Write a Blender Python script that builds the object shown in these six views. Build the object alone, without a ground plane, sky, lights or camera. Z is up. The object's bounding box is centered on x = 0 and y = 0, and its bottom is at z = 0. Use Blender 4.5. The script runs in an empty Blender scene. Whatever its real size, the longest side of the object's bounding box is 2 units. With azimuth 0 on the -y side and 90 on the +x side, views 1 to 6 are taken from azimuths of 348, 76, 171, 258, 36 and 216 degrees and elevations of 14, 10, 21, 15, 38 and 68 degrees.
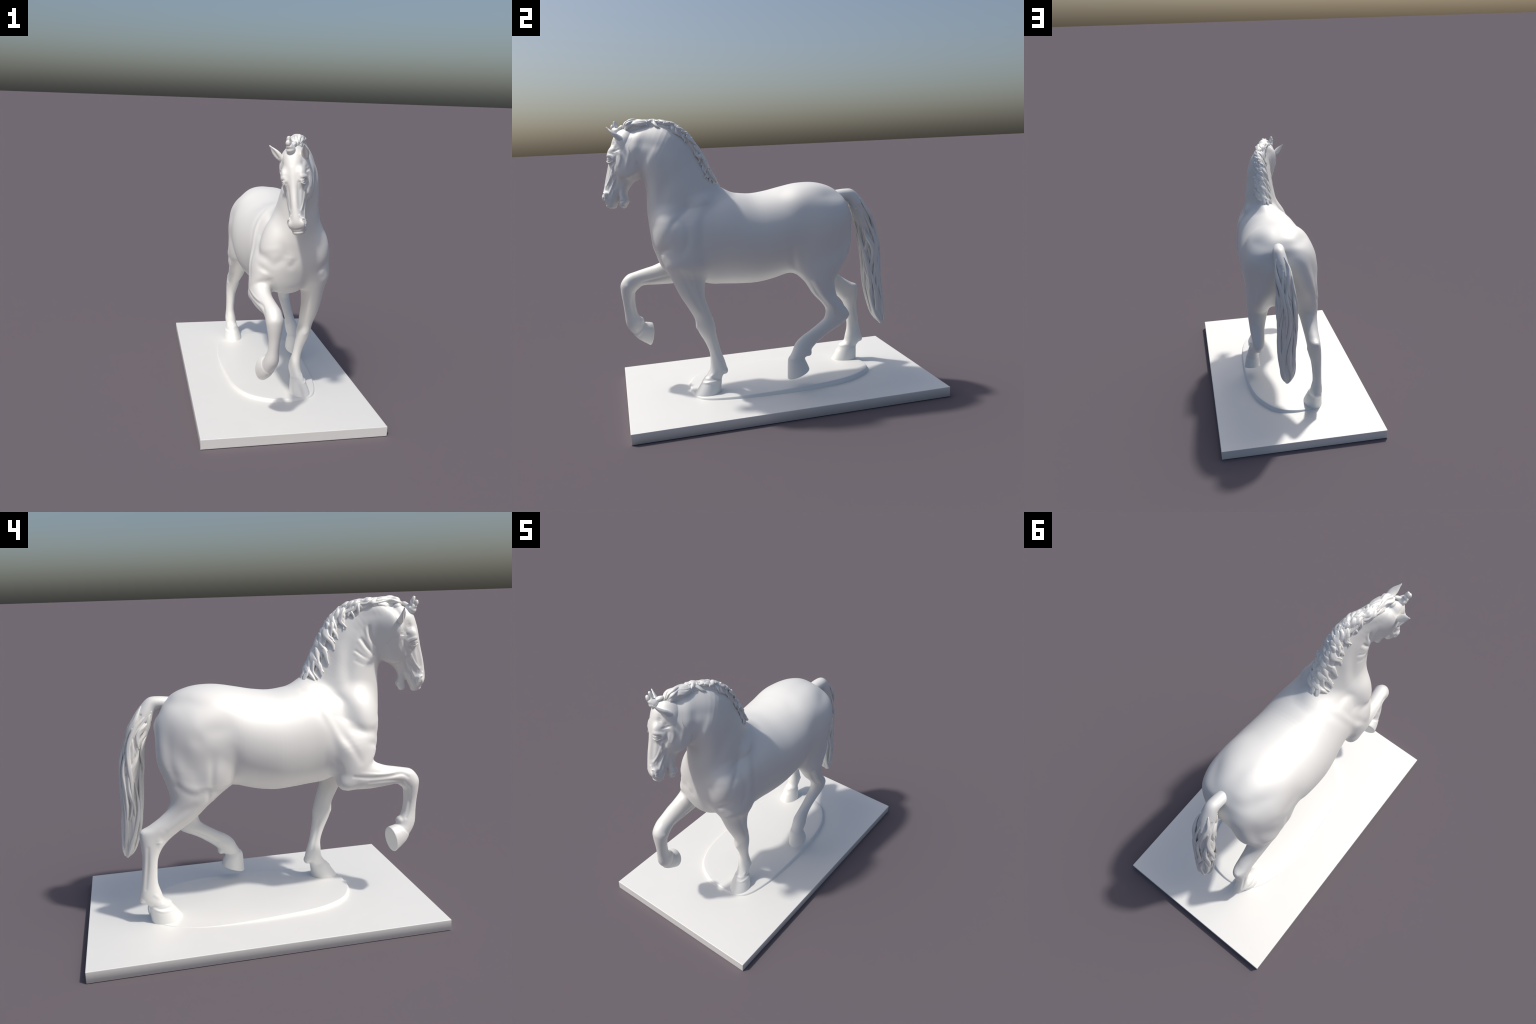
"""White plaster statue of a prancing horse on a rectangular slab with a raised oval disc.

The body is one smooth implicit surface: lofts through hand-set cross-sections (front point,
back point, half width) are blended together, shaped by muscle and groove strokes, meshed on
a fine grid and finally cut by region into anatomical parts with shared normals.
"""
import bpy, bmesh, math, random
import numpy as np
from mathutils import Vector

random.seed(7)
rng = np.random.default_rng(7)
CELL = 0.0037            # finest grid spacing of the body mesh
V = lambda *a: np.array(a, float)


# ------------------------------------------------------------------ curve helpers
def catmull(rows, n):
    """Catmull-Rom through rows (k, m) with n steps per span."""
    P = np.asarray(rows, float)
    if len(P) < 3:
        t = np.linspace(0, 1, n + 1)[:, None]
        return P[0] * (1 - t) + P[1] * t
    E = np.vstack([2 * P[0] - P[1], P, 2 * P[-1] - P[-2]])
    out = []
    for i in range(len(P) - 1):
        p0, p1, p2, p3 = E[i:i + 4]
        for t in np.linspace(0, 1, n, endpoint=False):
            out.append(0.5 * (2 * p1 + (p2 - p0) * t + (2 * p0 - 5 * p1 + 4 * p2 - p3) * t * t
                              + (3 * p1 - p0 - 3 * p2 + p3) * t ** 3))
    out.append(P[-1])
    return np.array(out)


def unit(v):
    return v / np.maximum(np.linalg.norm(v, axis=-1, keepdims=True), 1e-9)


# ------------------------------------------------------------------ implicit primitives
class Loft:
    """Tube through sections; each row: front point A, back point B, half width, side offset."""

    def __init__(self, rows, side=(1, 0, 0), power=2.0, blend=0.03, group="torso", steps=4, cut=None, caps=(0.02, 0.02), egg=0.0):
        D = catmull(rows, steps)
        A, B, w = D[:, 0:3], D[:, 3:6], D[:, 6]
        off = D[:, 7] if D.shape[1] > 7 else 0 * w
        self.u = unit(A - B)
        s = np.broadcast_to(np.asarray(side, float), A.shape)
        self.s = unit(s - self.u * (s * self.u).sum(1, keepdims=True))
        self.c = (A + B) / 2 + self.s * off[:, None]
        self.ru = np.linalg.norm(A - B, axis=1) / 2
        self.rs = np.maximum(w, 1e-3)
        n = np.cross(self.u, self.s)
        mid = len(n) // 2
        if (n[mid] * (self.c[-1] - self.c[0])).sum() < 0:
            n = -n
        self.n, self.power, self.blend, self.group, self.cut, self.caps, self.egg = n, power, blend, group, cut, caps, egg
        R = np.maximum(self.ru, self.rs)[:, None]
        self.lo, self.hi = (self.c - R).min(0), (self.c + R).max(0)

    def dist(self, p):
        best = np.full(len(p), 9.0)
        last = len(self.c) - 2
        h1 = (p - self.c[0]) @ self.n[0]
        for i in range(last + 1):
            h0 = h1
            h1 = (p - self.c[i + 1]) @ self.n[i + 1]
            m = np.ones(len(p), bool)
            if i > 0:
                m &= h0 >= 0
            if i < last:
                m &= h1 <= 0
            j = np.nonzero(m)[0]
            if not len(j):
                continue
            a, b = h0[j], h1[j]
            t = np.clip(a / np.where(np.abs(a - b) < 1e-9, 1e-9, a - b), 0, 1)
            t = np.where(a < 0, 0, np.where(b > 0, 1, t))
            ax = np.where(a < 0, a / self.caps[0], np.where(b > 0, b / self.caps[1], 0))
            g = lambda q: q[i] + (q[i + 1] - q[i]) * (t[:, None] if q.ndim > 1 else t)
            d = p[j] - g(self.c)
            du, ds = (d * g(self.u)).sum(1), (d * g(self.s)).sum(1)
            ru, rs, k = g(self.ru), g(self.rs), self.power
            if self.egg:      # broader towards the front point than towards the back point
                rs = rs * (1 + self.egg * np.clip(du / ru, -1, 1))
            X, Y = np.abs(du) / ru, np.abs(ds) / rs
            rho = (X ** k + Y ** k + np.abs(ax) ** k + 1e-12) ** (1 / k)
            cap = np.where(a < 0, self.caps[0], self.caps[1])
            gr = rho ** (1 - k) * np.sqrt((X ** (k - 1) / ru) ** 2 + (Y ** (k - 1) / rs) ** 2
                                          + (np.abs(ax) ** (k - 1) / cap) ** 2)
            e = (rho - 1) / np.maximum(gr, 1e-6)
            e = np.where(rho < 0.3, -0.7 * np.minimum(ru, rs), e)
            best[j] = np.minimum(best[j], e)
        if self.cut is not None:
            q, nn = self.cut
            f = (p - q) @ nn
            h = np.clip(0.5 - 0.5 * (best - f) / 0.006, 0, 1)
            best = best * (1 - h) + f * h + 0.006 * h * (1 - h)
        return best


class Blob:
    """Ellipsoid with radii along three axes."""

    def __init__(self, c, r, axes=None, blend=0.03, group="torso"):
        self.p0, self.r = np.asarray(c, float), np.asarray(r, float)
        self.M = np.eye(3) if axes is None else np.asarray(axes, float)
        self.blend, self.group = blend, group
        R = self.r.max()
        self.lo, self.hi = self.p0 - R, self.p0 + R

    def dist(self, p):
        q = (p - self.p0) @ self.M.T
        k0 = np.linalg.norm(q / self.r, axis=1)
        k1 = np.linalg.norm(q / self.r ** 2, axis=1)
        return np.where(k0 < 0.3, -0.7 * self.r.min(), k0 * (k0 - 1) / np.maximum(k1, 1e-6))


class Stroke:
    """Raises (height > 0) or sinks (height < 0) the surface along a curve, fading over radius."""

    def __init__(self, pts, radius, height, taper=True):
        P = catmull(pts, 3) if len(pts) > 1 else np.asarray(pts, float)
        self.P, self.r, self.h = P, radius, height
        t = np.linspace(0, 1, len(P))
        self.w = np.sin(np.pi * (0.12 + 0.76 * t)) ** 0.7 if taper and len(P) > 1 else np.ones(len(P))
        self.lo, self.hi = P.min(0) - 2.6 * radius, P.max(0) + 2.6 * radius

    def value(self, p):
        best, wt = np.full(len(p), 9.0), np.zeros(len(p))
        if len(self.P) == 1:
            best, wt = ((p - self.P[0]) ** 2).sum(1), wt + 1
        for i in range(len(self.P) - 1):
            a, b = self.P[i], self.P[i + 1]
            ab = b - a
            t = np.clip(((p - a) @ ab) / max(ab @ ab, 1e-12), 0, 1)
            d = ((p - a - t[:, None] * ab) ** 2).sum(1)
            m = d < best
            best = np.where(m, d, best)
            wt = np.where(m, self.w[i] + t * (self.w[i + 1] - self.w[i]), wt)
        return self.h * wt * np.exp(-best / self.r ** 2)


def field(p, shapes, strokes):
    """Blended signed distance of points p; also the index of the nearest shape's group."""
    f = np.full(len(p), 0.12)
    for s in shapes:
        pad = s.blend + 0.03
        j = np.nonzero(((p > s.lo - pad) & (p < s.hi + pad)).all(1))[0]
        if not len(j):
            continue
        d = s.dist(p[j])
        k = s.blend
        a = f[j]
        h = np.maximum(k - np.abs(a - d), 0) / k
        f[j] = np.minimum(a, d) - h * h * k * 0.25
    for s in strokes:
        j = np.nonzero(((p > s.lo) & (p < s.hi)).all(1))[0]
        if len(j):
            f[j] -= s.value(p[j])
    return f


def mesh_field(shapes, strokes, cell, relax=2):
    """Surface nets on a sparse fine grid. Returns vertices and quads."""
    lo = np.min([s.lo for s in shapes], 0) - 0.03
    hi = np.max([s.hi for s in shapes], 0) + 0.03
    B = 4
    nb = np.ceil((hi - lo) / (cell * B)).astype(int)
    g = np.stack(np.meshgrid(*[np.arange(n) for n in nb], indexing="ij"), -1).reshape(-1, 3)
    fc = np.concatenate([field(lo + (q + 0.5) * B * cell, shapes, strokes) for q in np.array_split(g, 12)])
    sign = np.where(fc > 0, 1.0, -1.0).astype(np.float32).reshape(nb)
    act = (np.abs(fc) < 1.9 * B * cell).reshape(nb)
    n = nb * B
    F = np.repeat(np.repeat(np.repeat(sign, B, 0), B, 1), B, 2)
    ids = np.argwhere(act)
    o = np.stack(np.meshgrid(*[np.arange(B)] * 3, indexing="ij"), -1).reshape(-1, 3)
    for q in np.array_split(ids, max(1, len(ids) // 6000)):
        k = (q[:, None] * B + o).reshape(-1, 3)
        F[k[:, 0], k[:, 1], k[:, 2]] = field(lo + k * cell, shapes, strokes)
    neg = F < 0
    c8 = [(i, j, k) for i in (0, 1) for j in (0, 1) for k in (0, 1)]
    sl = lambda A, c: A[c[0]:n[0] - 1 + c[0], c[1]:n[1] - 1 + c[1], c[2]:n[2] - 1 + c[2]]
    cnt = np.zeros(n - 1, np.uint8)
    for c in c8:
        cnt += sl(neg, c)
    cells = np.argwhere((cnt > 0) & (cnt < 8))
    idx = np.full(n - 1, -1, np.int32)
    idx[tuple(cells.T)] = np.arange(len(cells))
    fv = np.stack([F[cells[:, 0] + c[0], cells[:, 1] + c[1], cells[:, 2] + c[2]] for c in c8], 1).astype(float)
    acc, num = np.zeros((len(cells), 3)), np.zeros(len(cells))
    for a in range(8):
        for b in range(a + 1, 8):
            ca, cb = np.array(c8[a]), np.array(c8[b])
            if np.abs(ca - cb).sum() != 1:
                continue
            m = (fv[:, a] < 0) != (fv[:, b] < 0)
            t = (fv[m, a] / (fv[m, a] - fv[m, b]))[:, None]
            acc[m] += ca + t * (cb - ca)
            num[m] += 1
    verts = lo + (cells + acc / num[:, None]) * cell
    quads = []
    for ax in range(3):
        b, c = (ax + 1) % 3, (ax + 2) % 3
        e = np.zeros(3, int); e[ax] = 1
        A0 = neg[tuple(slice(0, n[i] - e[i]) for i in range(3))]
        A1 = neg[tuple(slice(e[i], n[i]) for i in range(3))]
        k = np.argwhere(A0 != A1)
        k = k[(k[:, b] > 0) & (k[:, c] > 0) & (k < n - 1).all(1)]
        eb, ec = np.zeros(3, int), np.zeros(3, int)
        eb[b], ec[c] = 1, 1
        q = np.stack([idx[tuple((k - eb - ec).T)], idx[tuple((k - ec).T)], idx[tuple(k.T)], idx[tuple((k - eb).T)]], 1)
        inside = neg[tuple(k.T)]
        q[~inside] = q[~inside][:, ::-1]
        quads.append(q[(q >= 0).all(1)])
    quads = np.concatenate(quads)
    # settle the vertices on the true zero surface
    for _ in range(relax):
        out = []
        for p in np.array_split(verts, max(1, len(verts) // 200000)):
            f0 = field(p, shapes, strokes)
            h = cell * 0.5
            G = np.stack([(field(p + h * np.eye(3)[i], shapes, strokes) - f0) / h for i in range(3)], 1)
            g2 = np.maximum((G ** 2).sum(1), 0.15)
            step = -(f0 / g2)[:, None] * G
            out.append(p + np.clip(step, -0.5 * cell, 0.5 * cell))
        verts = np.concatenate(out)
    return verts, quads


def group_of(p, shapes):
    """Name of the group whose own shape lies deepest at each point."""
    names = sorted({s.group for s in shapes})
    D = np.full((len(names), len(p)), 0.12)
    for s in shapes:
        j = np.nonzero(((p > s.lo - 0.06) & (p < s.hi + 0.06)).all(1))[0]
        if len(j):
            i = names.index(s.group)
            D[i, j] = np.minimum(D[i, j], s.dist(p[j]))
    return np.array(names)[D.argmin(0)]


# ------------------------------------------------------------------ head frame
HEAD_O = V(-0.083, -0.916, 1.546)
HL = unit(V(0.88, -0.45, 0.17))
HD = V(0.012, -0.056, -0.214); HD = unit(HD - HL * (HL @ HD))
HF = np.cross(HD, HL)


def head(l, f, d):
    """Head coordinates: to the horse's left, out of the face, down towards the muzzle."""
    return HEAD_O + l * HL + f * HF + d * HD


def leg(rows):
    """Rows: front y, z; back y, z; x; half width."""
    return [(r[4], r[0], r[1], r[4], r[2], r[3], r[5]) for r in rows]


def hrow(d, fa, fb, w):
    return (*head(0, fa, d), *head(0, fb, d), w)


def horse_shapes():
    S = []
    # torso: top z, bottom z, centre x, half width along y
    trunk = [(-0.55, 1.12, 0.90, -0.005, 0.12), (-0.48, 1.24, 0.80, 0.018, 0.19), (-0.40, 1.305, 0.758, 0.031, 0.228),
             (-0.30, 1.33, 0.747, 0.031, 0.243), (-0.20, 1.315, 0.739, 0.027, 0.258), (-0.10, 1.304, 0.736, 0.023, 0.268),
             (0.00, 1.314, 0.750, 0.024, 0.271), (0.10, 1.334, 0.777, 0.027, 0.269), (0.20, 1.351, 0.81, 0.029, 0.258),
             (0.30, 1.342, 0.85, 0.030, 0.252), (0.37, 1.318, 0.90, 0.032, 0.238), (0.43, 1.290, 0.97, 0.042, 0.205),
             (0.48, 1.262, 1.03, 0.052, 0.16), (0.505, 1.222, 1.06, 0.056, 0.115), (0.515, 1.17, 1.09, 0.056, 0.06)]
    lean = lambda y: min(1, max(0, (0.30 - y) / 0.2))          # the barrel rolls a little: back to the left, belly to the right
    S.append(Loft([(x + .014 * lean(y), y, t, x - .022 * lean(y), y, b, w) for y, t, b, x, w in trunk], power=2.08, blend=0.05, group="torso",
                  caps=(0.05, 0.03), egg=-0.01))
    # neck: throat point, crest point, half width, side shift
    neck = [(-0.035, -0.855, 1.615, -0.042, -0.81, 1.70, 0.034, 0.0), (-0.024, -0.83, 1.555, -0.030, -0.755, 1.742, 0.085, -0.010),
            (-0.012, -0.80, 1.51, -0.015, -0.69, 1.757, 0.091, -0.004),
            (0.002, -0.752, 1.435, 0.012, -0.575, 1.737, 0.093, 0.022), (0.006, -0.738, 1.36, 0.03, -0.485, 1.67, 0.103, 0.023),
            (0.008, -0.741, 1.28, 0.04, -0.425, 1.58, 0.112, 0.018), (0.0, -0.740, 1.20, 0.045, -0.385, 1.50, 0.126, 0.021),
            (-0.010, -0.732, 1.12, 0.045, -0.34, 1.41, 0.142, 0.022), (-0.010, -0.715, 1.03, 0.045, -0.27, 1.334, 0.150, 0.016),
            (-0.005, -0.66, 0.96, 0.035, -0.23, 1.26, 0.145, 0.0), (0.0, -0.56, 0.92, 0.025, -0.22, 1.15, 0.11, 0.0)]
    S.append(Loft(neck, power=2.0, blend=0.06, group="neck", caps=(0.03, 0.08), egg=0.27))
    # chest mass
    S.append(Blob((-0.015, -0.585, 0.985), (0.17, 0.12, 0.17), blend=0.06))
    S.append(Blob((0.118, -0.598, 1.09), (0.122, 0.125, 0.165), blend=0.06))
    S.append(Blob((-0.088, -0.592, 1.065), (0.085, 0.076, 0.13), blend=0.08))
    S.append(Blob((-0.062, -0.575, 1.165), (0.080, 0.092, 0.10), blend=0.09))
    # points of the hip, and the mass between the thighs
    S.append(Blob((0.130, 0.22, 1.20), (0.11, 0.14, 0.105), blend=0.06))
    S.append(Blob((-0.070, 0.22, 1.20), (0.11, 0.14, 0.105), blend=0.06))
    S.append(Blob((0.032, 0.365, 0.98), (0.10, 0.135, 0.21), blend=0.05))
    # forelimb lifted (right) and standing (left), shoulder blade downwards
    S.append(Loft(leg([(-.45, 1.16, -.35, 1.18, -.092, .03), (-.54, 1.11, -.35, 1.09, -.108, .062), (-.62, 1.02, -.37, .98, -.134, .088),
                       (-.655, .945, -.41, .85, -.15, .084), (-.645, .90, -.47, .752, -.170, .067), (-.71, .866, -.60, .735, -.172, .058),
                       (-.78, .849, -.70, .738, -.166, .054), (-.84, .835, -.79, .743, -.157, .050), (-.895, .818, -.825, .727, -.150, .050),
                       (-.935, .77, -.848, .705, -.147, .050), (-.940, .72, -.853, .68, -.146, .045), (-.933, .64, -.855, .63, -.145, .035),
                       (-.928, .57, -.846, .565, -.147, .033), (-.924, .50, -.825, .525, -.150, .041), (-.905, .455, -.815, .500, -.155, .043),
                       (-.87, .41, -.795, .485, -.165, .042)]), blend=0.05, group="forelimb_lifted", caps=(.06, .02)))
    S.append(Loft(leg([(-.50, 1.25, -.36, 1.27, .125, .06), (-.59, 1.16, -.36, 1.15, .152, .094), (-.65, 1.03, -.36, 1.0, .163, .102),
                       (-.675, .93, -.39, .90, .172, .095), (-.65, .86, -.435, .81, .170, .072), (-.60, .735, -.445, .71, .171, .060),
                       (-.555, .65, -.428, .64, .168, .054), (-.515, .57, -.405, .57, .162, .045), (-.508, .52, -.390, .51, .155, .045),
                       (-.490, .47, -.386, .455, .150, .040), (-.455, .40, -.373, .39, .140, .032), (-.431, .33, -.358, .325, .133, .029),
                       (-.430, .27, -.337, .262, .126, .036), (-.435, .225, -.330, .210, .127, .040), (-.455, .19, -.36, .170, .133, .040),
                       (-.485, .155, -.375, .13, .14, .045)]), blend=0.05, group="forelimb", caps=(.06, .02)))
    # hindlimb stepping (left) and standing (right)
    S.append(Loft(leg([(.28, 1.27, .42, 1.27, .090, .040), (.24, 1.235, .470, 1.24, .104, .070), (.20, 1.175, .505, 1.185, .120, .093), (.16, 1.08, .524, 1.08, .133, .106), (.13, .95, .516, .96, .159, .100),
                       (.140, .84, .470, .86, .187, .093), (.165, .775, .415, .785, .199, .083), (.197, .73, .383, .735, .205, .076),
                       (.237, .66, .390, .65, .213, .060), (.292, .597, .412, .60, .220, .050), (.316, .55, .455, .545, .222, .045),
                       (.305, .495, .472, .497, .222, .042), (.26, .458, .42, .445, .222, .038), (.20, .42, .33, .40, .224, .034),
                       (.145, .388, .26, .352, .226, .034), (.105, .35, .215, .315, .230, .042), (.085, .31, .19, .275, .235, .044),
                       (.06, .265, .160, .262, .240, .042)]), power=2.1, blend=0.11, group="hindlimb", caps=(.03, .02), egg=.12))
    S.append(Loft(leg([(.28, 1.275, .43, 1.28, -.025, .04), (.24, 1.24, .490, 1.25, -.042, .075), (.195, 1.18, .535, 1.195, -.064, .098), (.165, 1.09, .552, 1.11, -.084, .110), (.165, .95, .556, .975, -.108, .110),
                       (.18, .84, .516, .85, -.128, .10), (.24, .77, .50, .77, -.143, .08),
                       (.30, .72, .52, .715, -.145, .066), (.38, .645, .565, .67, -.145, .055), (.456, .594, .625, .63, -.145, .05),
                       (.52, .545, .675, .60, -.145, .047), (.565, .495, .678, .53, -.148, .046), (.59, .44, .674, .46, -.155, .038),
                       (.598, .37, .682, .37, -.157, .033), (.60, .30, .692, .29, -.157, .032), (.585, .24, .703, .23, -.153, .040),
                       (.572, .20, .690, .195, -.150, .042), (.535, .175, .66, .165, -.147, .04)]), power=2.1, blend=0.11, group="hindlimb_planted",
                  caps=(.03, .02), egg=.05))
    S.append(Blob((-.148, .26, .905), (.072, .085, .09), blend=0.06, group="hindlimb_planted"))
    # hooves, cut flat at the sole
    S.append(Loft([(-.165, -.875, .41, -.165, -.79, .49, .043), (-.175, -.85, .38, -.165, -.765, .485, .050), (-.185, -.765, .318, -.172, -.735, .475, .058),
                   (-.19, -.735, .30, -.175, -.715, .475, .058)],
                  side=(1, .25, 0), blend=0.012, group="hoof_lifted", cut=(V(-.19, -.772, .4), unit(V(-.25, .97, -.17))), caps=(.01, .03)))
    S.append(Loft(leg([(-.475, .17, -.372, .155, .137, .044), (-.49, .15, -.370, .14, .140, .052), (-.535, .085, -.376, .085, .147, .067),
                       (-.55, .06, -.38, .06, .147, .069)]), blend=0.012, group="hoof_standing", caps=(.01, .03)))
    S.append(Loft(leg([(.055, .265, .160, .245, .240, .044), (.047, .245, .170, .222, .243, .052), (.040, .14, .184, .180, .248, .061),
                       (.04, .11, .186, .15, .248, .061)]), blend=0.012, group="hoof_stepping", cut=(V(.245, .048, .134), unit(V(0, .34, -.94))), caps=(.01, .03)))
    S.append(Loft(leg([(.54, .178, .655, .165, -.147, .042), (.528, .16, .657, .145, -.146, .052), (.478, .085, .652, .085, -.140, .066),
                       (.465, .06, .65, .06, -.139, .068)]), blend=0.012, group="hoof_planted", caps=(.01, .03)))
    # fetlock tufts, overhanging the pasterns, and heel bulbs
    for c, g in (((-.150, -.828, .512), "forelimb_lifted"), ((.128, -.341, .200), "forelimb"), ((.235, .186, .284), "hindlimb"), ((-.151, .690, .206), "hindlimb_planted")):
        S.append(Blob(c, (.027, .019, .021), blend=0.014, group=g))
    # point of the elbow, and the sheath
    S.append(Blob((-.188, -.480, .780), (.028, .034, .028), blend=0.05, group="forelimb_lifted"))
    S.append(Blob((.028, .125, .803), (.030, .055, .024), blend=0.025))
    # head: face point, jaw point, half width down the head
    S.append(Loft([hrow(-.205, -.035, -.08, .022), hrow(-.185, -.006, -.115, .044), hrow(-.165, .008, -.145, .056), hrow(-.14, .020, -.17, .066), hrow(-.10, .026, -.19, .073),
                   hrow(-.05, .027, -.195, .073),
                   hrow(0, .025, -.205, .066), hrow(.04, .024, -.20, .059), hrow(.08, .025, -.18, .052), hrow(.11, .026, -.150, .046),
                   hrow(.15, .026, -.12, .040), hrow(.19, .025, -.092, .040), hrow(.225, .020, -.080, .043), hrow(.25, .008, -.074, .040),
                   hrow(.27, -.010, -.070, .034)], side=HL, power=2.2, blend=0.06, group="head", caps=(.02, .017)))
    S.append(Loft([hrow(.10, -.06, -.148, .040), hrow(.15, -.075, -.128, .034), hrow(.19, -.082, -.128, .033), hrow(.222, -.090, -.147, .034),
                   hrow(.248, -.094, -.138, .031)], side=HL, power=2.2, blend=0.012, group="head", caps=(.03, .022)))
    for sd in (-1, 1):
        S.append(Blob(head(sd * .048, -.004, -.042), (.016, .025, .030), axes=[HL, HF, HD], blend=0.03, group="head"))
        S.append(Blob(head(sd * .045, -.008, .0), (.014, .026, .026), axes=[HL, HF, HD], blend=0.025, group="head"))
        S.append(Blob(head(sd * .057, -.118, .0), (.023, .080, .088), axes=[HL, HF, HD], blend=0.03, group="head"))
        S.append(Blob(head(sd * .036, -.006, .222), (.014, .018, .024), axes=[HL, HF, HD], blend=0.02, group="head"))
    return S


def head_strokes():
    """Relief of the face, in head coordinates, the same on both sides."""
    K = []
    add = lambda r, h, *p: K.append(Stroke(p, r, h))
    for q in (-1, 1):
        H = lambda l, f, d: head(q * l, f, d)
        # brow, lid crease, orbit and hollows round the eye
        add(.0095, .0075, H(.050, .016, -.026), H(.064, .003, -.025), H(.070, -.022, -.020), H(.070, -.036, -.008))
        add(.0055, -.0045, H(.048, .017, -.012), H(.060, .006, -.015), H(.065, -.012, -.012), H(.066, -.026, -.004))
        add(.0120, -.0060, H(.056, .000, .004), H(.060, -.012, .004))
        add(.0100, -.0045, H(.054, .002, .026), H(.058, -.018, .026), H(.064, -.036, .014))
        add(.0060, -.0040, H(.044, .020, .008), H(.040, .022, .020))
        add(.0220, -.0070, H(.072, -.040, -.072), H(.074, -.046, -.054))
        add(.0140, -.0050, H(.058, -.008, -.116), H(.060, -.008, -.085))
        # cheekbone, cheek and jaw
        add(.0100, .0050, H(.075, -.046, -.061), H(.080, -.073, -.045), H(.080, -.084, -.018), H(.076, -.078, .022))
        add(.0100, -.0050, H(.074, -.052, -.030), H(.071, -.046, .010), H(.062, -.042, .045), H(.052, -.040, .070))
        add(.0100, .0045, H(.062, -.026, .034), H(.055, -.033, .075), H(.047, -.036, .118))
        add(.0110, -.0050, H(.056, -.062, .075), H(.047, -.060, .115), H(.041, -.062, .150))
        add(.0120, .0030, H(.084, -.134, -.080), H(.083, -.134, -.020), H(.078, -.129, .030))
        add(.0120, -.0090, H(.086, -.190, -.070), H(.080, -.203, -.020), H(.072, -.200, .025))
        # veins and tendons of the nose
        add(.0060, .0045, H(.051, -.060, .096), H(.045, -.050, .125), H(.040, -.038, .170), H(.042, -.030, .200))
        add(.0060, .0040, H(.047, -.026, .066), H(.041, -.016, .117), H(.033, .002, .155))
        add(.0060, -.0040, H(.046, -.040, .090), H(.042, -.027, .140), H(.042, -.018, .180))
        add(.0125, -.0070, H(.036, .013, .010), H(.032, .013, .075), H(.029, .014, .140))
        add(.0070, -.0045, H(.036, -.002, .172), H(.042, -.014, .186))
        # nostril
        add(.0068, -.0190, H(.045, .007, .210), H(.050, -.001, .221), H(.048, -.006, .234))
        add(.0060, .0055, H(.026, .015, .182), H(.039, .009, .198), H(.050, -.006, .206), H(.053, -.013, .222), H(.049, -.014, .238))
        add(.0060, -.0040, H(.046, -.026, .205), H(.045, -.028, .232))
        # corner of the mouth
        add(.0060, -.0060, H(.040, -.066, .186), H(.038, -.078, .196))
        add(.0060, .0040, H(.040, -.052, .176), H(.041, -.056, .206))
        add(.0055, -.0030, H(.030, -.100, .235), H(.031, -.128, .225))
    add(.016, .0030, head(0, .026, -.07), head(0, .025, .05), head(0, .025, .15))
    add(.006, -.0045, head(-.031, -.004, .252), head(0, .003, .259), head(.031, -.004, .252))
    add(.008, .0030, head(-.020, -.020, .276), head(0, -.018, .278), head(.020, -.020, .276))
    return K


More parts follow.
